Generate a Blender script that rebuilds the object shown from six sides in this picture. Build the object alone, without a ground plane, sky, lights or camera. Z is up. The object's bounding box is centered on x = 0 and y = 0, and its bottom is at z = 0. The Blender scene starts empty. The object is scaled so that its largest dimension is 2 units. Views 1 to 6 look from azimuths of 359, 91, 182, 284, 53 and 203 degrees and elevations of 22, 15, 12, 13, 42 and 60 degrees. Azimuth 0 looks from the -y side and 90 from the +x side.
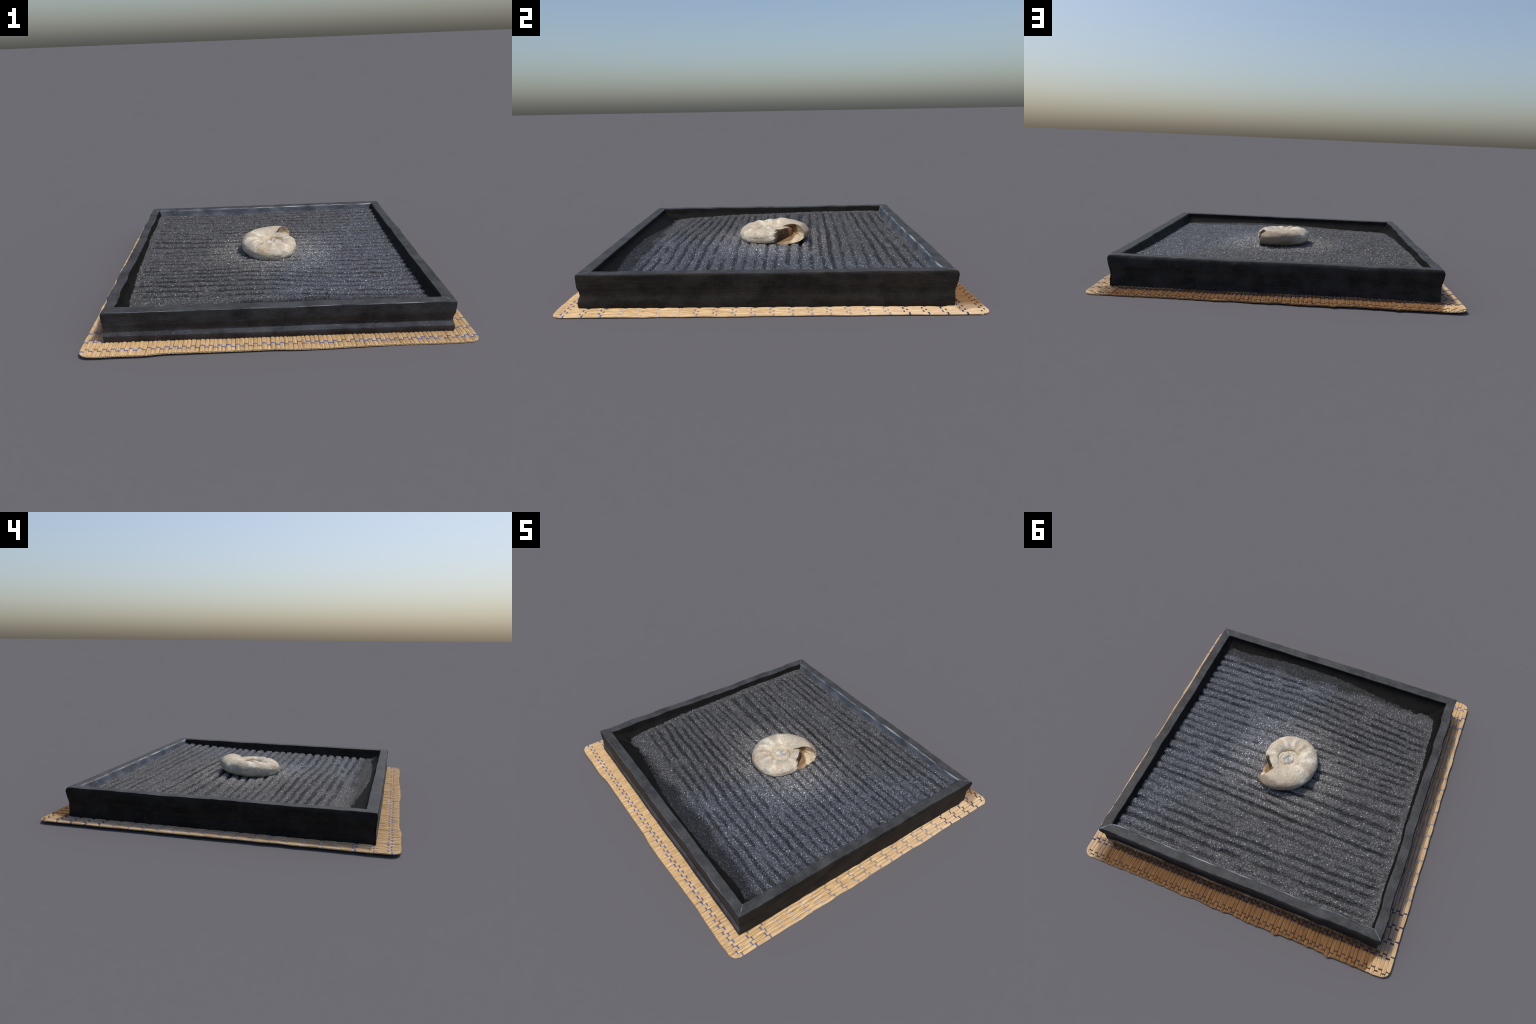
# A dry-garden tray: black frame with raked dark sand and an ammonite, standing on a reed placemat.
import bpy, math
import numpy as np
from mathutils import Vector

rng = np.random.default_rng(7)

# ------------------------------------------------------------------ helpers
def smooth(t):
    t = np.clip(t, 0, 1)
    return t * t * (3 - 2 * t)

def noise1(x, scale, seed):
    """smooth 1D value noise in -1..1"""
    tab = np.random.default_rng(seed).uniform(-1, 1, 512)
    u = np.asarray(x, float) * scale + 101.3
    i = np.floor(u).astype(int)
    f = smooth(u - i)
    return tab[i % 512] * (1 - f) + tab[(i + 1) % 512] * f

def noise2(x, y, scale, seed):
    """smooth 2D value noise in -1..1"""
    tab = np.random.default_rng(seed).uniform(-1, 1, (256, 256))
    u, v = np.asarray(x, float) * scale + 57.1, np.asarray(y, float) * scale + 83.7
    i, j = np.floor(u).astype(int), np.floor(v).astype(int)
    f, g = smooth(u - i), smooth(v - j)
    i0, i1, j0, j1 = i % 256, (i + 1) % 256, j % 256, (j + 1) % 256
    return (tab[i0, j0] * (1 - f) + tab[i1, j0] * f) * (1 - g) + (tab[i0, j1] * (1 - f) + tab[i1, j1] * f) * g

def mesh_from(name, verts, quads, smooth_shade=True, mat_index=None):
    """mesh from arrays; quads (n,4)"""
    verts = np.asarray(verts, np.float32).reshape(-1, 3)
    quads = np.asarray(quads, np.int32).reshape(-1, 4)
    me = bpy.data.meshes.new(name)
    me.vertices.add(len(verts))
    me.vertices.foreach_set("co", verts.ravel())
    me.loops.add(quads.size)
    me.loops.foreach_set("vertex_index", quads.ravel())
    me.polygons.add(len(quads))
    me.polygons.foreach_set("loop_start", np.arange(0, quads.size, 4, dtype=np.int32))
    if mat_index is not None:
        me.polygons.foreach_set("material_index", np.asarray(mat_index, np.int32))
    me.polygons.foreach_set("use_smooth", np.full(len(quads), smooth_shade))
    me.update(calc_edges=True)
    me.validate()
    return me

def grid_quads(n, m, closed_m=False, offset=0):
    """n rows of m points"""
    i, j = np.meshgrid(np.arange(n - 1), np.arange(m if closed_m else m - 1), indexing="ij")
    j2 = (j + 1) % m
    return np.stack([i * m + j, i * m + j2, (i + 1) * m + j2, (i + 1) * m + j], -1).reshape(-1, 4) + offset

def add_object(name, mesh, parent, *mats):
    ob = bpy.data.objects.new(name, mesh)
    bpy.context.scene.collection.objects.link(ob)
    for m in mats:
        mesh.materials.append(m)
    ob.parent = parent
    return ob

def thing(name, label, category, loc=(0, 0, 0)):
    e = bpy.data.objects.new(name, None)
    e.empty_display_size = 0.1
    e.location = loc
    e["label"], e["category"] = label, category
    bpy.context.scene.collection.objects.link(e)
    return e

class Nodes:
    """small helper that writes node trees"""
    def __init__(self, name, rough=0.8, spec=0.3):
        self.mat = bpy.data.materials.new(name)
        self.mat.use_nodes = True
        self.t = self.mat.node_tree
        self.b = self.t.nodes["Principled BSDF"]
        self.b.inputs["Roughness"].default_value = rough
        self.b.inputs["Specular IOR Level"].default_value = spec
        self.co = self.t.nodes.new("ShaderNodeTexCoord")
    def put(self, sock, val):
        if isinstance(val, bpy.types.NodeSocket):
            self.t.links.new(val, sock)
        elif isinstance(val, (tuple, list)):
            sock.default_value = (*val, 1) if len(val) == 3 and sock.type == "RGBA" else val
        else:
            sock.default_value = val
    def mapped(self, scale=(1, 1, 1), coord="Object", loc=(0, 0, 0)):
        n = self.t.nodes.new("ShaderNodeMapping")
        n.inputs["Scale"].default_value = scale
        n.inputs["Location"].default_value = loc
        self.t.links.new(self.co.outputs[coord], n.inputs["Vector"])
        return n.outputs[0]
    def noise(self, scale, detail=2, vec=None, rough=0.5):
        n = self.t.nodes.new("ShaderNodeTexNoise")
        n.inputs["Scale"].default_value = scale
        n.inputs["Detail"].default_value = detail
        n.inputs["Roughness"].default_value = rough
        self.t.links.new(vec or self.co.outputs["Object"], n.inputs["Vector"])
        return n.outputs["Fac"]
    def voronoi(self, scale, vec=None, out="Color"):
        n = self.t.nodes.new("ShaderNodeTexVoronoi")
        n.inputs["Scale"].default_value = scale
        self.t.links.new(vec or self.co.outputs["Object"], n.inputs["Vector"])
        return n.outputs[out]
    def split(self, vec=None):
        n = self.t.nodes.new("ShaderNodeSeparateXYZ")
        self.t.links.new(vec or self.co.outputs["Object"], n.inputs[0])
        return n.outputs
    def math(self, op, a, b=0.0, c=0.0, clamp=False):
        n = self.t.nodes.new("ShaderNodeMath")
        n.operation, n.use_clamp = op, clamp
        for s, v in zip(n.inputs, (a, b, c)):
            self.put(s, v)
        return n.outputs[0]
    def step(self, v, lo, hi):
        n = self.t.nodes.new("ShaderNodeMapRange")
        n.interpolation_type = "SMOOTHSTEP"
        self.put(n.inputs["Value"], v)
        n.inputs["From Min"].default_value, n.inputs["From Max"].default_value = (lo, hi) if lo < hi else (hi, lo)
        if lo > hi:
            n.inputs["To Min"].default_value, n.inputs["To Max"].default_value = 1, 0
        return n.outputs[0]
    def ramp(self, v, stops):
        n = self.t.nodes.new("ShaderNodeValToRGB")
        self.put(n.inputs[0], v)
        el = n.color_ramp.elements
        while len(el) < len(stops):
            el.new(0.5)
        for e, (p, c) in zip(el, stops):
            e.position = p
            e.color = (*c, 1) if len(c) == 3 else c
        return n.outputs[0]
    def mix(self, fac, a, b, mode="MIX"):
        n = self.t.nodes.new("ShaderNodeMix")
        n.data_type, n.blend_type = "RGBA", mode
        self.put(n.inputs[0], fac)
        self.put(n.inputs[6], a)
        self.put(n.inputs[7], b)
        return n.outputs[2]
    def colour(self, c):
        self.put(self.b.inputs["Base Color"], c)
    def bump(self, h, strength=0.3, dist=0.003):
        n = self.t.nodes.new("ShaderNodeBump")
        n.inputs["Strength"].default_value, n.inputs["Distance"].default_value = strength, dist
        self.t.links.new(h, n.inputs["Height"])
        self.t.links.new(n.outputs[0], self.b.inputs["Normal"])

# ------------------------------------------------------------------ materials
def reed_material():
    m = Nodes("reed_straw", 0.75, 0.25)
    streak = m.noise(1.0, 3, m.mapped((300, 11, 60)), 0.65)
    fine = m.noise(1.0, 2, m.mapped((650, 13, 100)))
    patch = m.noise(9, 2)
    base = m.ramp(streak, [(0.27, (0.27, 0.14, 0.05)), (0.40, (0.55, 0.365, 0.170)),
                           (0.54, (0.70, 0.50, 0.260)), (0.70, (0.91, 0.75, 0.49))])
    base = m.mix(m.step(fine, 0.36, 0.60), m.mix(0.55, base, (0.28, 0.155, 0.06)), m.mix(m.math("MULTIPLY", m.step(fine, 0.58, 0.72), 0.5), base, (0.88, 0.74, 0.48)))
    info = m.t.nodes.new("ShaderNodeObjectInfo")
    base = m.mix(m.math("MULTIPLY", info.outputs["Random"], 0.34), base, (0.62, 0.42, 0.25))
    x, y, z = m.split()
    wob = m.math("MULTIPLY_ADD", patch, 0.03, -0.015)
    # tray's cast shadow painted brown on the back margin; corners stay pale
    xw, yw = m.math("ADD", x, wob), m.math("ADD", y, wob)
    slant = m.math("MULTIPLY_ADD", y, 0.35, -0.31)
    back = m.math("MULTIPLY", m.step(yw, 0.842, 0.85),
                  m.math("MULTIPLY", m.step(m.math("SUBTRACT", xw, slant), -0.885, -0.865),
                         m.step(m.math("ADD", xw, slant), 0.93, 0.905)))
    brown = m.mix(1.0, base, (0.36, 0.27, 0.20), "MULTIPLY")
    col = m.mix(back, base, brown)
    # shadow band beside the tray, tinted grey into the left margin's reeds
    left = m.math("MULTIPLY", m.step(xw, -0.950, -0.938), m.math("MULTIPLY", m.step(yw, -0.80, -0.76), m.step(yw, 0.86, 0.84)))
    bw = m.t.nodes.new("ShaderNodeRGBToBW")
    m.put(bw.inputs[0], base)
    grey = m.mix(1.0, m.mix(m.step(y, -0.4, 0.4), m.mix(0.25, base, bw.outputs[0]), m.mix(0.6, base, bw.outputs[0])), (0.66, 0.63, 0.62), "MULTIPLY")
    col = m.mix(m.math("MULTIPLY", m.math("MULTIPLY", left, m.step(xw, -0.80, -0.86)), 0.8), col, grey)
    # bleached right margin
    pale = m.math("MULTIPLY", m.step(xw, 0.80, 0.90), m.step(y, -0.2, 0.6))
    col = m.mix(m.math("MULTIPLY", pale, 0.35), col, (0.74, 0.58, 0.41))
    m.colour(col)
    m.bump(streak, 0.5, 0.0025)
    return m.mat

def thread_material(name, rgb):
    m = Nodes(name, 0.8, 0.2)
    m.colour(m.mix(m.noise(260, 2), tuple(c * 0.65 for c in rgb), tuple(min(1, c * 1.35) for c in rgb)))
    return m.mat

def wood_material(name, along_x, lo, hi, tint, spec=0.13):
    """black stained wood: dull mottling, fine pale dashes along the grain"""
    m = Nodes(name, 0.6, 0.16)
    s = (28, 420, 420) if along_x else (420, 28, 420)
    dash = m.noise(1.0, 2, m.mapped(s))
    long = m.noise(1.0, 3, m.mapped((3, 60, 60) if along_x else (60, 3, 60)))
    cloud = m.noise(11, 4)
    speck = m.noise(330, 2)
    base = m.mix(m.step(cloud, 0.3, 0.7), lo, hi)
    base = m.mix(m.math("MULTIPLY", m.step(long, 0.45, 0.7), 0.35), base, tint)
    base = m.mix(m.math("MULTIPLY", m.step(dash, 0.64, 0.72), 0.5), base, tuple(c * 3.4 for c in hi))
    base = m.mix(m.math("MULTIPLY", m.step(speck, 0.58, 0.70), 0.40), base, tuple(c * 3.0 for c in hi))
    m.colour(base)
    m.b.inputs["Specular IOR Level"].default_value = spec
    m.put(m.b.inputs["Roughness"], m.math("MULTIPLY_ADD", cloud, 0.3, 0.45))
    m.bump(m.math("ADD", dash, speck), 0.12, 0.002)
    return m.mat

def pale_edge_material(name, along_x):
    m = Nodes(name, 0.5, 0.4)
    n = m.noise(1.0, 3, m.mapped((7, 90, 90) if along_x else (90, 7, 90)), 0.65)
    m.colour(m.ramp(n, [(0.40, (0.04, 0.041, 0.044)), (0.52, (0.15, 0.16, 0.18)), (0.68, (0.42, 0.44, 0.47))]))
    return m.mat

def sand_material(name, gain, pale_gain=1.0):
    """dark volcanic sand, each grain its own tone"""
    m = Nodes(name, 0.7, 0.35)
    v = m.t.nodes.new("ShaderNodeSeparateColor")
    m.put(v.inputs[0], m.voronoi(235))
    grain = v.outputs[0]
    v2 = m.t.nodes.new("ShaderNodeSeparateColor")
    m.put(v2.inputs[0], m.voronoi(430))
    g = lambda c: tuple(k * gain for k in c)
    a = m.ramp(grain, [(0.0, g((0.010, 0.0105, 0.0115))), (0.35, g((0.030, 0.0305, 0.0325))), (0.7, g((0.088, 0.089, 0.094))),
                       (0.92, g((0.18, 0.182, 0.19))), (0.985, g((0.34, 0.342, 0.35))), (1.0, g((0.80, 0.80, 0.81)))])
    b = m.ramp(v2.outputs[1], [(0.0, g((0.012, 0.0125, 0.0135))), (0.5, g((0.058, 0.060, 0.064))), (0.93, g((0.16, 0.162, 0.17))), (1.0, g((0.33, 0.33, 0.34)))])
    col = m.mix(0.3, a, b)
    x, y, z = m.split()
    n = m.noise(3.2, 3)
    # bluish tint in the front right; bright pool of light painted round the fossil
    blue = m.math("MULTIPLY", m.step(m.math("MULTIPLY_ADD", n, 0.5, m.math("SUBTRACT", x, m.math("MULTIPLY", y, 0.5))), 0.15, 0.75), 0.9)
    col = m.mix(blue, col, m.mix(1.0, col, (1.12, 1.21, 1.38), "MULTIPLY"))
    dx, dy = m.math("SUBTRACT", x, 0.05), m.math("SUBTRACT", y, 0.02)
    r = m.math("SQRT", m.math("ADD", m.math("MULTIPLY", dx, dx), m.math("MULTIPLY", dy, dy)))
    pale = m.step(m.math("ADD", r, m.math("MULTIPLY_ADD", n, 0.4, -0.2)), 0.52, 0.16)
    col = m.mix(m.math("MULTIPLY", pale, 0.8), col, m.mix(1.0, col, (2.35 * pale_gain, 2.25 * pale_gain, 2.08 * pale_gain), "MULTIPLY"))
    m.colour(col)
    m.bump(grain, 0.5, 0.003)
    return m.mat

def fossil_material():
    m = Nodes("fossil_stone", 0.62, 0.35)
    x, y, z = m.split()
    ang = m.math("ARCTAN2", y, x)
    r = m.math("SQRT", m.math("ADD", m.math("MULTIPLY", x, x), m.math("MULTIPLY", y, y)))
    n1, n2, n3 = m.noise(14, 4, None, 0.6), m.noise(30, 3), m.noise(240, 3)
    col = m.ramp(n1, [(0.30, (0.38, 0.33, 0.25)), (0.43, (0.56, 0.475, 0.345)), (0.55, (0.68, 0.605, 0.455)), (0.68, (0.86, 0.80, 0.66))])
    col = m.mix(m.math("MULTIPLY", m.step(n2, 0.51, 0.66), 0.68), col, (0.37, 0.375, 0.375))
    col = m.mix(m.math("MULTIPLY", m.step(m.noise(21, 3, m.mapped((1, 1, 1), "Object", (3, 1, 2))), 0.52, 0.66), 0.65), col, (0.55, 0.37, 0.22))
    # pale crests and grey-brown troughs of the ribs
    ph = m.math("ADD", m.math("MULTIPLY_ADD", ang, 12.0, 0.8), m.math("MULTIPLY_ADD", n2, 1.5, m.math("MULTIPLY_ADD", r, -18.5, 1.65)))
    rib = m.math("SINE", ph)
    where = m.math("MULTIPLY", m.math("MULTIPLY", m.step(r, 0.065, 0.085), m.step(r, 0.185, 0.14)), m.math("SUBTRACT", 1.0, m.math("MULTIPLY", m.step(ang, 0.2, 0.5), m.step(ang, 2.5, 2.2))))
    col = m.mix(m.math("MULTIPLY", where, m.math("MULTIPLY", m.step(rib, 0.2, 0.9), m.math("MULTIPLY", m.step(n1, 0.35, 0.6), 0.6))), col, (0.88, 0.82, 0.68))
    col = m.mix(m.math("MULTIPLY", where, m.math("MULTIPLY", m.step(rib, -0.2, -0.9), m.math("MULTIPLY", m.step(n2, 0.35, 0.6), 0.4))), col, (0.42, 0.355, 0.26))
    # body chamber: browner, finely speckled, fading out behind the knob
    body = m.math("MULTIPLY", m.step(ang, 2.45, 1.9), m.step(m.math("ADD", r, m.math("MULTIPLY", ang, 0.03)), 0.10, 0.15))
    body = m.math("MULTIPLY", body, m.step(ang, 0.3, 0.8))
    col = m.mix(m.math("MULTIPLY", body, 0.6), col, (0.52, 0.43, 0.315))
    vent = m.math("MULTIPLY", body, m.step(m.math("ADD", r, m.math("MULTIPLY_ADD", n2, 0.03, -0.015)), 0.178, 0.212))  # unlit outer side of the shell, browned in with its terminator
    col = m.mix(m.math("MULTIPLY", vent, 0.85), col, (0.20, 0.135, 0.085))
    # yellow rim and blue-grey crust in the umbilicus
    rn = m.math("MULTIPLY_ADD", n2, 0.03, r)
    yel = m.math("MULTIPLY", m.step(rn, 0.045, 0.066), m.step(rn, 0.102, 0.074))
    col = m.mix(m.math("MULTIPLY", yel, 0.38), col, (0.75, 0.58, 0.32))
    crust = m.ramp(n2, [(0.35, (0.27, 0.28, 0.31)), (0.46, (0.50, 0.48, 0.44)), (0.60, (0.74, 0.69, 0.58))])
    col = m.mix(m.step(rn, 0.066, 0.044), col, crust)
    col = m.mix(m.step(n3, 0.40, 0.66), m.mix(0.42, col, (0.20, 0.16, 0.11)), m.mix(0.12, col, (0.9, 0.86, 0.76)))
    m.colour(col)
    m.bump(m.math("ADD", n3, m.math("MULTIPLY", n2, 1.5)), 0.35, 0.003)
    return m.mat

def lining_material():
    m = Nodes("fossil_cavity_stone", 0.75, 0.25)
    x, y, z = m.split()
    n1, n3 = m.noise(26, 4), m.noise(220, 3)
    ang = m.math("ARCTAN2", y, x)
    r = m.math("SQRT", m.math("ADD", m.math("MULTIPLY", x, x), m.math("MULTIPLY", y, y)))
    cream = m.ramp(n1, [(0.35, (0.46, 0.33, 0.19)), (0.6, (0.72, 0.61, 0.43))])
    brown = m.ramp(n1, [(0.35, (0.15, 0.085, 0.040)), (0.65, (0.31, 0.195, 0.095))])
    col = m.mix(m.math("MULTIPLY", m.step(m.math("MULTIPLY_ADD", n1, 0.03, r), 0.165, 0.190), m.step(m.math("MULTIPLY_ADD", n1, 0.02, z), 0.138, 0.160)), brown, cream)
    col = m.mix(m.step(n3, 0.40, 0.6), m.mix(0.45, col, (0.12, 0.07, 0.03)), col)
    m.colour(col)
    m.bump(n3, 0.4, 0.003)
    return m.mat

def dark_face_material():
    m = Nodes("fossil_dark_brown_face", 0.85, 0.15)
    x, y, z = m.split()
    n, f = m.noise(60, 4), m.noise(230, 2)
    ang = m.math("MULTIPLY_ADD", n, 0.25, m.math("ARCTAN2", y, x))
    dark = m.ramp(n, [(0.35, (0.030, 0.019, 0.011)), (0.6, (0.065, 0.040, 0.020)), (0.75, (0.15, 0.095, 0.045))])
    brown = m.ramp(n, [(0.35, (0.17, 0.125, 0.085)), (0.65, (0.36, 0.285, 0.195))])
    col = m.mix(m.step(ang, 0.24, 0.50), brown, dark)
    col = m.mix(m.step(ang, 0.98, 1.16), col, (0.20, 0.12, 0.055))
    m.colour(m.mix(m.math("MULTIPLY", m.step(f, 0.55, 0.42), 0.5), col, (0.03, 0.02, 0.012)))
    m.bump(n, 0.5, 0.004)
    return m.mat

# ------------------------------------------------------------------ placemat
X0, X1, Y0, Y1 = -0.968, 0.963, -0.990, 0.983
def mat_z(x, y):
    """top of the mat before the reeds' own relief; the left side is lifted a little"""
    return 0.0085 + 0.0085 * smooth((0.97 - x) / 1.94) + 0.0012 * noise2(x, y, 5, 11) \
        + 0.004 * smooth((-x - 0.86) / 0.12)

def build_placemat():
    mat_top = thing("reed_placemat", "rectangular woven reed placemat with blue stitching", "placemat")
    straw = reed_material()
    n_b = 90
    edges = np.linspace(X0, X1, n_b + 1)
    edges[1:-1] += rng.uniform(-0.0022, 0.0022, n_b - 1)
    n_rows = 23
    rows = -0.940 + 0.0862 * np.arange(n_rows)
    R = 0.05
    def y_end(x, sign):
        base = Y1 if sign > 0 else Y0
        wav = (0.0045 * noise1(x, 9, 21) + 0.003 * noise1(x, 40, 22)) if sign > 0 else (0.006 * noise1(x, 8, 23))
        if sign > 0:   # a few frayed tongues at the back
            for c, a in ((-0.30, 0.010), (-0.62, 0.010), (-0.50, 0.007), (0.02, 0.005)):
                wav = wav + a * np.exp(-((x - c) / 0.014) ** 2)
        d = np.minimum(x - X0, X1 - x)
        cut = np.where(d < R, R - np.sqrt(np.clip(R * R - (R - np.clip(d, 0, R)) ** 2, 0, None)), 0)
        wav = wav * smooth(d / 0.12)
        return base + wav - sign * cut
    thread_cols = {"thread_blue": (0.085, 0.14, 0.36), "thread_pale": (0.50, 0.48, 0.50), "thread_grey": (0.26, 0.26, 0.32),
                   "thread_navy": (0.022, 0.034, 0.10), "thread_brown": (0.06, 0.038, 0.024)}
    tm = {k: thread_material(k, c) for k, c in thread_cols.items()}
    def row_kind(k):
        if k <= 2: return "thread_blue"
        if k <= 6: return "thread_pale"
        if k <= 17: return "thread_grey"
        if k <= 21: return "thread_navy"
        return "thread_brown"
    stitches = [([], []) for _ in range(n_rows)]
    n_v = 25
    for b in range(n_b):
        xa, xb = edges[b], edges[b + 1]
        xc, hw = (xa + xb) / 2, (xb - xa) / 2
        off = 0.0085 if b % 2 else -0.0085
        st = rows + off + rng.uniform(-0.002, 0.002, n_rows)
        outer = min(xc - X0, X1 - xc) < 0.15
        # sample positions along y: dense where the mat can be seen
        ys = np.concatenate([np.arange(-0.93, -0.80, 0.006),
                             np.arange(-0.80, 0.80, 0.007 if outer else 0.043),
                             np.arange(0.80, 0.945, 0.006)])
        ys = np.concatenate([np.linspace(-1, 0, 10)[:-1] * 1.0, ys, np.linspace(0, 1, 10)[1:]]) if False else ys
        lobes = rng.integers(4, 7)
        phase = rng.uniform(0, 1)
        u = np.linspace(-1, 1, n_v)
        xs0 = xc + u * hw * 0.985
        lo = np.array([y_end(x, -1) for x in xs0]); hi = np.array([y_end(x, 1) for x in xs0])
        tl = np.linspace(0, 1, 12)[:-1]
        Yg = np.concatenate([lo[None] + (ys[0] - lo[None]) * tl[:, None],
                             np.repeat(ys[:, None], n_v, 1),
                             ys[-1] + (hi[None] - ys[-1]) * np.linspace(0, 1, 12)[1:, None]])
        D = np.abs(Yg[..., None] - st).min(-1)
        pinch = np.exp(-(D / 0.009) ** 2)
        drift = 0.5 * noise1(Yg[:, :1], 9, 300 + b) + 0.25 * noise1(Yg[:, :1], 30, 400 + b)
        U = np.repeat(u[None], len(Yg), 0)
        Xg = xc + U * hw * (0.995 - 0.17 * pinch)
        side = 0.0022 * noise1(Yg, 11, 31) * (smooth((-Xg - 0.93) / 0.04) + smooth((Xg - 0.93) / 0.04))
        Xg = Xg + side + 0.0010 * noise1(Yg, 18, 500 + b)
        arch = np.sqrt(np.clip(1 - (np.abs(U) * 0.98) ** 2.3, 0, 1))
        reeds = np.abs(np.cos(np.pi * (U * lobes / 2 + phase + drift)))
        amp = rng.uniform(0.8, 1.2)
        H = (0.0048 * arch + 0.0034 * reeds * arch) * amp * (1 - 0.55 * pinch)
        taper = np.minimum(smooth((Yg - lo[None]) / 0.006), smooth((hi[None] - Yg) / 0.006))
        base = mat_z(Xg, Yg) - 0.0070
        top = np.stack([Xg, Yg, base + 0.0015 + H * (0.35 + 0.65 * taper)], -1)
        bot = np.stack([Xg[:, ::-1][:, [0, n_v // 2, -1]], Yg[:, ::-1][:, [0, n_v // 2, -1]], base[:, ::-1][:, [0, n_v // 2, -1]] - 0.0015], -1)
        ring = np.concatenate([top, bot], 1)
        ring[..., 2] = np.maximum(ring[..., 2], 0.0)
        n, m = ring.shape[:2]
        q = grid_quads(n, m, True)
        caps = []
        for row, flip in ((0, True), (n - 1, False)):
            o = row * m
            for k in range(n_v // 2):
                a, bb, c, d = o + k, o + k + 1, o + n_v - 2 - k, o + n_v - 1 - k
                if k == n_v // 2 - 1:
                    continue
                caps.append((a, d, c, bb) if not flip else (a, bb, c, d))
            caps.append((o, o + n_v - 1, o + n_v, o + n_v + 2) if flip else (o, o + n_v + 2, o + n_v, o + n_v - 1))
        me = mesh_from("reed_bundle", ring.reshape(-1, 3), np.concatenate([q, np.array(caps)]))
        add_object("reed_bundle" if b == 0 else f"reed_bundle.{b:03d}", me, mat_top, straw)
        # stitches over this bundle
        for k in range(n_rows):
            yk = st[k]
            if not outer and abs(yk) < 0.80:
                continue
            if not (y_end(np.array(xc), -1) + 0.012 < yk < y_end(np.array(xc), 1) - 0.010):
                continue
            w = hw * 0.97
            uu = np.linspace(-1, 1, 7)
            zt = mat_z(xc + uu * w, yk) - 0.005 + 0.0046 * np.sqrt(np.clip(1 - (np.abs(uu) * 0.97) ** 3, 0, 1)) * amp
            zt[[0, -1]] -= 0.002
            hl = rng.uniform(0.0030, 0.0046)
            tilt = rng.uniform(-0.0012, 0.0012)
            sec = np.array([(-1, -0.0015), (-0.7, 0.0006), (0, 0.0014), (0.7, 0.0006), (1, -0.0015)])
            P = np.array([[(xc + uu[i] * w, yk + tilt * uu[i] + sx * hl, max(zt[i] + sz, 0.001)) for sx, sz in sec] for i in range(7)])
            V, Q = stitches[k]
            o = sum(len(v) for v in V)
            V.append(P.reshape(-1, 3)); Q.append(grid_quads(7, 5, True, o))
    for k, (V, Q) in enumerate(stitches):
        if not V:
            continue
        me = mesh_from("stitch_row", np.concatenate(V), np.concatenate(Q))
        ob = add_object("stitch_row" if k == 0 else f"stitch_row.{k:03d}", me, mat_top, tm[row_kind(k)])
        ob["kind"] = "stuff"

# ------------------------------------------------------------------ tray frame
RIM = np.array([(-0.864, -0.869, 0.1825), (0.863, -0.892, 0.1725), (0.874, 0.850, 0.1785), (-0.861, 0.855, 0.1875)])
FOOT = np.array([0.016, 0.006, 0.006, 0.014])
INWARD = np.array([(1, 1), (-1, 1), (-1, -1), (1, -1)])
OUTER = {  # (share of the height from the top, inset)
    "front": [(0, .0015), (.02, 0), (.31, .001), (.43, .004), (.5, .011), (.62, .014), (.71, .007), (.83, -.002), (.94, 0), (1, .004)],
    "right": [(0, .001), (.03, -.003), (.1, -.004), (.36, -.003), (.49, .001), (.61, .002), (.77, -.004), (.94, -.003), (1, .001)],
    "back": [(0, .004), (.03, -.001), (.1, -.006), (.27, -.002), (.4, .005), (.52, .010), (.7, .011), (.85, .011), (1, .009)],
    "left": [(0, .003), (.04, -.001), (.1, -.004), (.3, -.002), (.5, .001), (.7, -.001), (.85, -.003), (1, -.004)]}
INNER = {
    "front": [(0, .055), (.03, .058), (.15, .062), (.24, .072), (.32, .095), (.39, .135), (.47, .20)],
    "right": [(0, .054), (.03, .057), (.2, .063), (.47, .082)],
    "back": [(0, .052), (.022, .059), (.2, .066), (.47, .086)],
    "left": [(0, .055), (.06, .058), (.24, .068), (.34, .085), (.47, .10)]}
F_OUT = np.array([0, .015, .03, .06, .1, .16, .22, .28, .33, .38, .42, .46, .5, .54, .58, .62, .66, .70, .74, .79, .83, .88, .92, .96, 1.0])
F_IN = np.array([0, .015, .03, .07, .12, .17, .22, .27, .31, .35, .39, .43, .47])
NOISE = {"front": 0.0012, "right": 0.0022, "back": 0.0028, "left": 0.0036}

def side_profile(side):
    """(share of height, inset) from the buried inner wall over the top to the foot"""
    inn = np.interp(F_IN, *zip(*INNER[side]))
    out = np.interp(F_OUT, *zip(*OUTER[side]))
    top_i = np.linspace(inn[0], out[0], 7)[1:-1]
    f = np.concatenate([F_IN[::-1], np.full(5, -0.006), F_OUT, [1.0]])
    i = np.concatenate([inn[::-1], top_i, out, [0.06]])
    return np.stack([f, i], 1)

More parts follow.
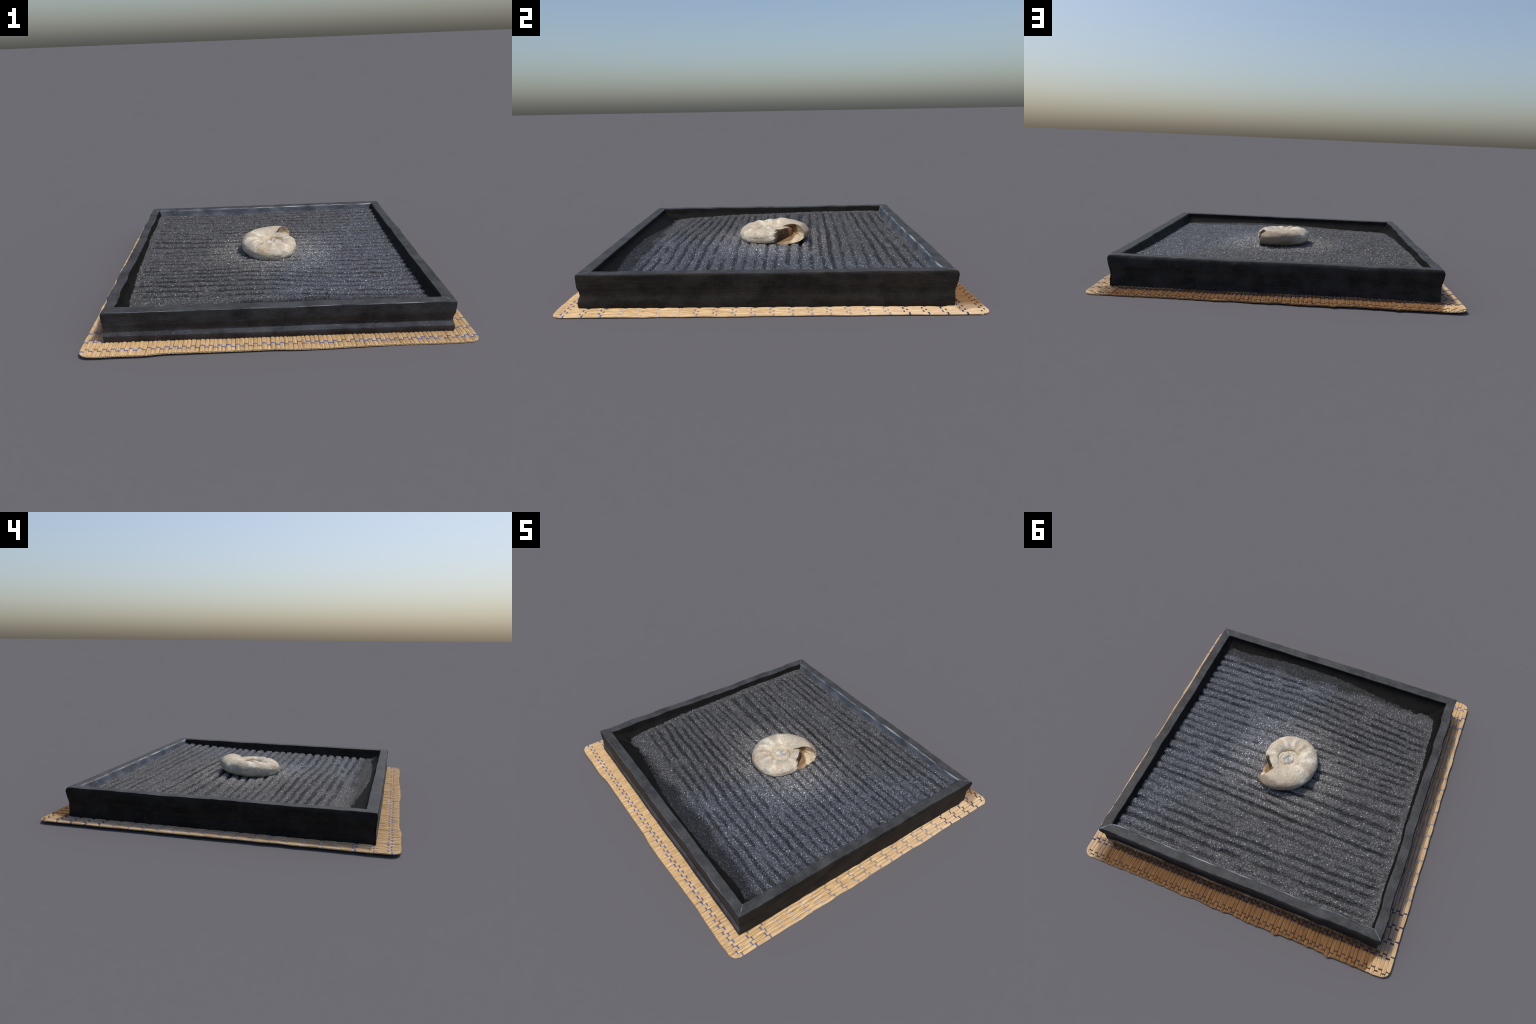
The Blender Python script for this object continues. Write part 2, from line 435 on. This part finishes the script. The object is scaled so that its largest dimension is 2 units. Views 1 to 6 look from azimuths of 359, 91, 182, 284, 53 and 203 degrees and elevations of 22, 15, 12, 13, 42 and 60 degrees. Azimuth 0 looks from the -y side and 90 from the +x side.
def build_tray():
    tray = thing("sand_tray", "square black wooden tray filled with raked dark sand", "zen garden tray")
    names = ["front", "right", "back", "left"]
    prof = {s: side_profile(s) for s in names}
    n_p = len(prof["front"])
    woods = {True: wood_material("black_wood_lengthwise", True, (0.012, 0.012, 0.0122), (0.032, 0.032, 0.0333), (0.036, 0.029, 0.023)),
             False: wood_material("black_wood_crosswise", False, (0.009, 0.0083, 0.0075), (0.020, 0.0187, 0.0172), (0.032, 0.022, 0.013), 0.09)}
    front_wood = wood_material("black_wood_front", True, (0.018, 0.0175, 0.0175), (0.046, 0.046, 0.048), (0.055, 0.041, 0.030))  # front colour raised to carry the brighter light on this face
    lightened_rim = {True: wood_material("lightened_rim_lengthwise", True, (0.030, 0.0305, 0.0315), (0.064, 0.065, 0.067), (0.045, 0.044, 0.043)),
             False: wood_material("lightened_rim_crosswise", False, (0.028, 0.0285, 0.0295), (0.062, 0.063, 0.065), (0.045, 0.044, 0.043))}
    worn = {True: pale_edge_material("pale_edge_lengthwise", True), False: pale_edge_material("pale_edge_crosswise", False)}  # broken pale line along the edges
    inner_black = wood_material("inner_wall_painted_shadow", True, (0.006, 0.006, 0.006), (0.010, 0.010, 0.0098), (0.011, 0.009, 0.007), 0.03)  # near-black holds the shadow on the front and left inner slopes
    inner_blue = wood_material("inner_wall_painted_sheen", True, (0.060, 0.066, 0.078), (0.125, 0.135, 0.158), (0.08, 0.085, 0.094))  # reflected bluish light on the back inner wall, put into its colour
    shoulder = wood_material("painted_highlight_moulding", True, (0.040, 0.042, 0.048), (0.095, 0.100, 0.115), (0.06, 0.062, 0.066))
    m = 170
    for j, s in enumerate(names):
        a, b = j, (j + 1) % 4
        pa = 0.5 * (prof[s] + prof[names[j - 1]])
        pb = 0.5 * (prof[s] + prof[names[(j + 1) % 4]])
        t = np.linspace(0, 1, m)
        t = t + 0.5 * (0.5 - 0.5 * np.cos(np.pi * t) - t)
        wa, wb = 1 - smooth(t / 0.05), 1 - smooth((1 - t) / 0.05)
        P = prof[s][None] * (1 - wa - wb)[:, None, None] + pa[None] * wa[:, None, None] + pb[None] * wb[:, None, None]
        if s == "front":    # the hollow moulding is worn shallow towards the left end
            P = P.copy()
            P[..., 1] = np.where((P[..., 0] > 0.38) & (np.arange(n_p) < n_p - 1) & (np.arange(n_p) > len(F_IN) + 5),
                                 P[..., 1] * (0.4 + 0.6 * smooth(t * 1.5))[:, None], P[..., 1])
        if s == "front":
            P = P.copy()
            P[:, len(F_IN) + 5:-1, 1] -= 0.0035 * np.exp(-((t - 0.3) / 0.25) ** 2)[:, None]
        if s == "back":     # the foot draws in towards the right-hand corner
            P = P.copy()
            P[..., 1] += np.where((P[..., 0] > 0.4) & (np.arange(n_p) < n_p - 1) & (np.arange(n_p) > len(F_IN) + 5), 0.004, 0) * (1 - smooth(t / 0.6))[:, None]
        amp = NOISE[s]
        fade = smooth(np.minimum(t, 1 - t) / 0.03)[:, None]
        T = t[:, None] + 0 * P[..., 0]
        F = P[..., 0]
        dn = amp * (noise1(T, 9, 60 + j) + 0.6 * noise1(T, 31, 70 + j)) \
            + 0.8 * amp * noise2(T * 16, F * 4, 1.0, 80 + j) + 0.4 * amp * noise2(T * 60, F * 12, 1.0, 90 + j)
        inset = P[..., 1] + dn * fade
        inset[:, -1] = 0.06
        zn = (0.7 * amp * (noise1(T, 11, 100 + j) + 0.5 * noise1(T, 45, 110 + j))) * np.clip(1 - F * 2.5, 0, 1) * fade
        ra = RIM[a][None, :2] + INWARD[a][None] * inset[..., None]
        rb = RIM[b][None, :2] + INWARD[b][None] * inset[..., None]
        xy = ra.reshape(m, n_p, 2) * (1 - t)[:, None, None] + rb.reshape(m, n_p, 2) * t[:, None, None]
        zr = RIM[a, 2] * (1 - t) + RIM[b, 2] * t
        zf = FOOT[a] * (1 - t) + FOOT[b] * t
        z = zr[:, None] - F * (zr - zf)[:, None] + zn
        V = np.concatenate([xy, z[..., None]], -1)
        q = grid_quads(m, n_p)
        col = np.tile(np.arange(n_p - 1), m - 1)
        mi = np.zeros(len(q), int)
        k_in, k_out = len(F_IN), len(F_IN) + 5
        row = np.repeat(np.arange(m - 1), n_p - 1)
        mi[(col >= k_in - 1) & (col < k_out)] = 2     # flat rim coloured paler for the light on its top
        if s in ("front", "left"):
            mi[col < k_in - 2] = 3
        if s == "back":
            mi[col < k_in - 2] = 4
        if s == "front":      # highlight along the lower moulding, drawn as a paler strip
            fm = 0.5 * (prof[s][:-1, 0] + prof[s][1:, 0])
            mi[(col >= k_out) & (fm[col] > 0.655) & (fm[col] < 0.80)] = 5
            mi[(col == k_out - 1 + 1) | (col == k_out)] = 1
        if s == "back":
            mi[(col == k_in - 2) | (col == k_in - 3)] = 1
        mi[(col >= k_in - 1) & (col < k_out) & (row == 0) & (j > 0)] = 1      # pale mitre joints
        me = mesh_from("frame_board", V.reshape(-1, 3), q, True, mi)
        along = s in ("front", "back")
        ob = add_object("frame_board" if j == 0 else f"frame_board.{j:03d}", me, tray, front_wood if s == "front" else woods[along], worn[along], lightened_rim[along], inner_black, inner_blue, shoulder)
        me.set_sharp_from_angle(angle=math.radians(38))
    # bottom panel, hidden under the sand
    bx = 0.80
    z0, z1 = 0.022, 0.04
    V = [(x, y, z) for z in (z0, z1) for x, y in ((-bx, -bx), (bx, -bx), (bx, bx - .02), (-bx, bx - .02))]
    Q = [(0, 3, 2, 1), (4, 5, 6, 7), (0, 1, 5, 4), (1, 2, 6, 5), (2, 3, 7, 6), (3, 0, 4, 7)]
    add_object("bottom_panel", mesh_from("bottom_panel", V, Q, False), tray, woods[True])
    build_sand(tray)

# ------------------------------------------------------------------ raked sand
SAND_X = np.array([-0.82, -0.4, 0.0, 0.4, 0.82])
SAND_Y = np.array([-0.78, -0.4, 0.0, 0.3, 0.65, 0.80])
SAND_Z = np.array([[.101, .111, .124, .119, .104],
                   [.127, .132, .141, .117, .113],
                   [.139, .130, .133, .122, .118],
                   [.146, .133, .131, .123, .124],
                   [.150, .138, .136, .134, .139],
                   [.146, .133, .130, .134, .144]])
# y of every rake furrow at three stations across the tray
FURROW_X = (-0.81, 0.15, 0.63)
FURROW_Y = ([.79, .755, .702, .635, .576, .536, .496, .431, .367, .326, .272, .209, .114, .015, -.035, -.08, -.125, -.17, -.215, -.262, -.31, -.357, -.405, -.45, -.51, -.57, -.63, -.70, -.77],
            [.80, .755, .689, .631, .577, .522, .459, .401, .338, .282, .227, .168, .105, .037, -.02, -.078, -.137, -.195, -.254, -.312, -.371, -.429, -.487, -.545, -.595, -.645, -.70, -.76, -.82],
            [.81, .752, .685, .625, .559, .497, .433, .371, .317, .271, .214, .153, .085, .020, -.036, -.087, -.141, -.194, -.254, -.321, -.381, -.431, -.490, -.548, -.607, -.667, -.727, -.787, -.847])

def catmull(xk, fk, x):
    """fk (n, ...) at knots xk, cubic through them"""
    d = np.gradient(fk, xk, axis=0)
    i = np.clip(np.searchsorted(xk, x) - 1, 0, len(xk) - 2)
    h = (xk[i + 1] - xk[i])[:, None]
    t = ((x - xk[i]) / (xk[i + 1] - xk[i]))[:, None]
    return (fk[i] * (2 * t**3 - 3 * t**2 + 1) + d[i] * h * (t**3 - 2 * t**2 + t)
            + fk[i + 1] * (-2 * t**3 + 3 * t**2) + d[i + 1] * h * (t**3 - t**2))

def build_sand(tray):
    step = 0.003
    xs = np.arange(-0.825, 0.835, step)
    ys = np.arange(-0.80, 0.812, step)
    Z = catmull(SAND_Y, SAND_Z, ys)
    Z = catmull(SAND_X, Z.T, xs).T            # rows y, columns x
    X, Y = np.meshgrid(xs, ys)
    wob = 0.0035 * noise2(X * 0.7, Y, 5, 201) + 0.0045 * noise2(X, Y, 16, 202) + 0.0028 * noise2(X, Y, 45, 208)
    Yw = Y + wob
    idx = np.arange(len(FURROW_Y[0]))
    ph = [np.interp(-Yw, -np.array(f), idx) for f in FURROW_Y]
    w1 = np.clip((X - FURROW_X[0]) / (FURROW_X[1] - FURROW_X[0]), 0, 1)
    w2 = np.clip((X - FURROW_X[1]) / (FURROW_X[2] - FURROW_X[1]), 0, 1)
    phi = np.where(X < FURROW_X[1], ph[0] * (1 - w1) + ph[1] * w1, ph[1] * (1 - w2) + ph[2] * w2)
    c = (0.5 + 0.5 * np.cos(2 * np.pi * phi)) ** 2.9
    # furrows differ in depth and are broken in places by crumbled crests
    each = np.random.default_rng(31).uniform(0.6, 1.15, len(idx) + 2)
    c *= each[np.clip(np.round(phi).astype(int), 0, len(idx))]
    c *= 1 - 0.55 * smooth((noise2(X * 0.8, Y * 3, 11, 209) - 0.25) / 0.5)
    depth = 0.0185 * (0.95 + 0.22 * noise2(X, Y * 2, 4, 203))
    depth *= 1 - 0.8 * smooth((-Y - 0.63 + 0.10 * smooth((-X + 0.1) / 0.6)) / 0.13)
    depth *= 0.92 + 0.22 * noise2(X, Y, 15, 207)
    depth *= smooth((X + 0.80) / 0.07) * (0.45 + 0.55 * smooth((0.835 - X) / 0.05))
    edge_back = smooth((0.80 - Y) / 0.05)
    depth *= 0.3 + 0.7 * edge_back
    Z = Z + 0.0035 - depth * c
    Z += 0.0016 * noise2(X, Y, 30, 204) + 0.0011 * noise2(X, Y, 90, 205)
    # the sand banks up a little round the fossil
    Z += rng.normal(0, 0.0011, Z.shape)
    V = np.stack([X, Y, Z], -1).reshape(-1, 3)
    q = grid_quads(len(ys), len(xs))
    # furrow shade baked into the sand as scattered darker faces
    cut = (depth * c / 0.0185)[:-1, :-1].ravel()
    # plus the front wall's shadow, darkened into the sand's edge
    wall_shade = smooth((-0.655 - 0.03 * noise2(X, Y, 8, 206) - Y) / 0.09)[:-1, :-1].ravel()
    shade_faces = rng.uniform(0, 1, cut.size) < np.maximum(smooth((cut - 0.16) / 0.42) * 0.9, wall_shade * 0.9)
    mi = shade_faces.astype(int)
    mi[rng.uniform(0, 1, cut.size) < smooth((wall_shade - 0.35) / 0.65) * 0.8] = 2
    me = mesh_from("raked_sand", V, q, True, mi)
    ob = add_object("raked_sand", me, tray, sand_material("dark_sand", 0.86), sand_material("shade_darkened_sand", 0.33, 0.85), sand_material("wall_shadow_painted_sand", 0.15))
    ob["kind"] = "stuff"

# ------------------------------------------------------------------ ammonite
FC = (0.012, -0.005, 0.0)
R_OUT = ([0, 59, 73, 86, 102, 119, 138, 156, 175, 200, 228, 245, 263, 278, 294, 310, 327, 343, 361, 371, 384, 396, 408, 420, 432, 452, 480, 540, 600, 700, 850, 1000],
         [.236, .236, .239, .230, .220, .210, .201, .196, .191, .190, .191, .192, .190, .187, .184, .178, .168, .158, .153, .147, .133, .127, .131, .141, .142, .128, .106, .092, .076, .056, .036, .022])
R_IN = ([0, 120, 240, 360, 419, 480, 600, 720, 850, 1000], [.066, .064, .066, .062, .054, .044, .024, .010, .002, .0])
HALF = ([0, 59, 150, 270, 340, 400, 440, 520, 620, 850, 1000], [.051, .051, .050, .046, .042, .036, .030, .026, .022, .018, .014])

def build_ammonite():
    fossil = thing("ammonite", "pale tan fossil ammonite with a broken open mouth", "fossil", FC)
    n_u, n_v = 600, 160
    v = np.linspace(0, 2 * np.pi, n_v, endpoint=False)        # 0 = outer edge, pi/2 = top
    # the broken mouth: where the shell wall ends, by position round the section
    mouth = np.interp(np.degrees(v), [0, 45, 95, 150, 180, 215, 240, 255, 268, 282, 300, 330, 360], [58, 60, 66, 68, 50, 16, 10, 12, 24, 40, 49, 55, 58])
    mouth_plain = mouth.copy()
    mouth = mouth + 1.4 * noise1(v, 3.0, 301) + 0.7 * noise1(v, 9.0, 302)
    last = 1000.0
    tt = np.linspace(0, 1, n_u) ** 1.25
    TH = mouth[None] + (last - mouth[None]) * tt[:, None]
    VV = np.repeat(v[None], n_u, 0)

    def surface(TH, VV, inset=0.0):
        ro, ri = 0.986 * np.interp(TH, *R_OUT), np.interp(TH, *R_IN)
        rc, a = (ro + ri) / 2, (ro - ri) / 2 - inset
        b = np.interp(TH, *HALF) - inset
        e = 2 / (2.45 + 2.2 * np.exp(-((TH - 402) / 28) ** 2))
        cu, su = np.cos(VV), np.sin(VV)
        du = np.sign(cu) * np.abs(cu) ** e
        dz = np.sign(su) * np.abs(su) ** e
        r = rc + a * du
        z = b * dz
        # the flank slopes gently down from the umbilical shoulder to the outer edge
        z = z - np.where(su > 0, (0.010 + 0.007 * smooth((150 - TH) / 40)) * np.clip(du, -0.2, 1) ** 2 * su, 0)
        if inset == 0.0:
            # radial ribs on the phragmocone's flank
            rib = np.sin(np.radians(TH) * 12.0 + 0.8 - 1.2 * du) 
            where = smooth((TH - 128) / 25) * smooth((352 - TH) / 45)
            rib = rib * (0.55 + 0.65 * noise1(TH, 1 / 19.0, 306))
            z = z + 0.0046 * rib * where * np.clip(su, 0, 1) * smooth((0.95 - du) / 0.9)
            r = r + 0.0012 * rib * where * np.clip(du, 0, 1)
            nz = noise2(TH / 14, VV * 2, 1.0, 310) * 0.0019 + noise2(TH / 5, VV * 5, 1.0, 311) * 0.0008
            r, z = r + nz * cu, z + nz * su
        th = np.radians(TH)
        x, y = r * np.cos(th), r * np.sin(th)
        # inner turns lie a little lower, the back rests higher than the front
        zc = 0.1785 + 0.062 * y - 0.016 * x + 0.004 * smooth((TH - 380) / 120)
        return x, y, z + zc

    x, y, z = surface(TH, VV)
    # the broken knob with its pit
    kx, ky = -0.110, 0.082
    d = np.hypot(x - kx, y - ky)
    top = np.sin(VV) > 0
    z = z + np.where(top, 0.008 * np.exp(-(d / 0.017) ** 2), 0)
    d2 = np.hypot(x - kx - 0.003, (y - ky) * 1.0)
    z = z - np.where(top, 0.012 * np.exp(-(d2 / 0.0075) ** 2), 0)
    # small cracks in the lower front edge
    z = np.where(z < 0.128, 0.128 + (z - 0.128) * 0.4, z)
    V = np.stack([x, y, z], -1)
    q = grid_quads(n_u, n_v, True)[:, ::-1]
    # inner turn breaks off inside the mouth; dark brown patch on its outer side
    edge_n = 0.10 * noise2(TH / 6, VV * 3, 1.0, 312)
    broken = (TH + rng.uniform(-3.5, 3.5, TH.shape) > 369 + 5 * noise1(VV, 2.5, 313)) & (TH < 455) & (np.cos(VV) + edge_n > 0.34 + 0.5 * smooth((372 - TH) / 8))
    me = mesh_from("whorl", V.reshape(-1, 3), q, True, broken[:-1].ravel().astype(int))
    stone = fossil_material()
    add_object("whorl", me, fossil, stone, dark_face_material())
    # cavity behind the mouth: rim, then walls running back into the shell, closed at the end
    rings = [V[0]]
    for dth, ins in ((0.3, .002), (0.6, .0045), (2.5, .0075)):
        rings.append(np.stack(surface(mouth[None] + dth, v[None], ins), -1)[0])
    # the filled mouth narrows to a dark hollow beside the inner whorl
    deep = np.array([0.113 * math.cos(math.radians(88)), 0.113 * math.sin(math.radians(88)), 0.180])
    lip = np.stack(surface(mouth_plain[None] + 3.0, v[None], 0.0085), -1)[0]
    # outer part: a solid broken face close behind the lip; inner part: open down to the hollow
    solid = np.array([0.150 * math.cos(math.radians(76)), 0.150 * math.sin(math.radians(76)), 0.186])
    outer_w = smooth((np.cos(v) + 0.25) / 0.7)[:, None] * np.where(np.sin(v) < -0.5, 0.6, 1.0)[:, None]
    goal = solid * outer_w + deep * (1 - outer_w)
    base_ring = lip
    for k in np.linspace(0.06, 0.9, 16):
        ring = lip * (1 - k) + goal * k
        full = np.stack(surface(mouth_plain[None] + 2.5 + k * 42, v[None], 0.009 + 0.03 * k), -1)[0]
        w = 0.5 * np.sin(np.pi * k) * (1 - 0.85 * outer_w[:, 0]) * np.where(np.sin(v) < 0, 1.0, 1 - 0.7 * np.sin(v))
        ring = ring * (1 - w)[:, None] + full * w[:, None]
        n3 = 0.0040 * noise2(np.degrees(v) / 26, 0 * v + k * 7, 1.0, 320) + 0.0020 * noise2(np.degrees(v) / 9, 0 * v + k * 22, 1.0, 321)
        rings.append(ring + (n3 * math.sin(math.pi * k))[:, None] * np.array([0.7, 0.2, 0.6]))
    for k in (0.4, 0.75, 0.95):
        rings.append(rings[-1] * (1 - k) + deep * k)
    c = rings[-1].mean(0)
    rings.append(c + (rings[-1] - c) * 0.01)
    W = np.array(rings)
    q = grid_quads(len(rings), n_v, True)
    me = mesh_from("mouth_lining", W.reshape(-1, 3), q)
    add_object("mouth_lining", me, fossil, lining_material())
    # crusted floor of the umbilicus
    rr, aa = np.linspace(0, 1, 26), np.linspace(0, 2 * np.pi, 72, endpoint=False)
    RR, AA = np.meshgrid(rr * 0.072, aa, indexing="ij")
    X, Y = RR * np.cos(AA), RR * np.sin(AA)
    coil = np.cos(AA - 120 * RR)
    Zf = 0.1935 + 0.06 * Y - 0.016 * X + 0.005 * coil + 0.012 * np.exp(-(RR / 0.016) ** 2) + 0.0055 * noise2(X, Y, 50, 330) + 0.0018 * noise2(X, Y, 130, 331)
    me = mesh_from("umbilicus", np.stack([X, Y, Zf], -1).reshape(-1, 3), grid_quads(26, 72, True))
    add_object("umbilicus", me, fossil, stone)

build_placemat()
build_tray()
build_ammonite()
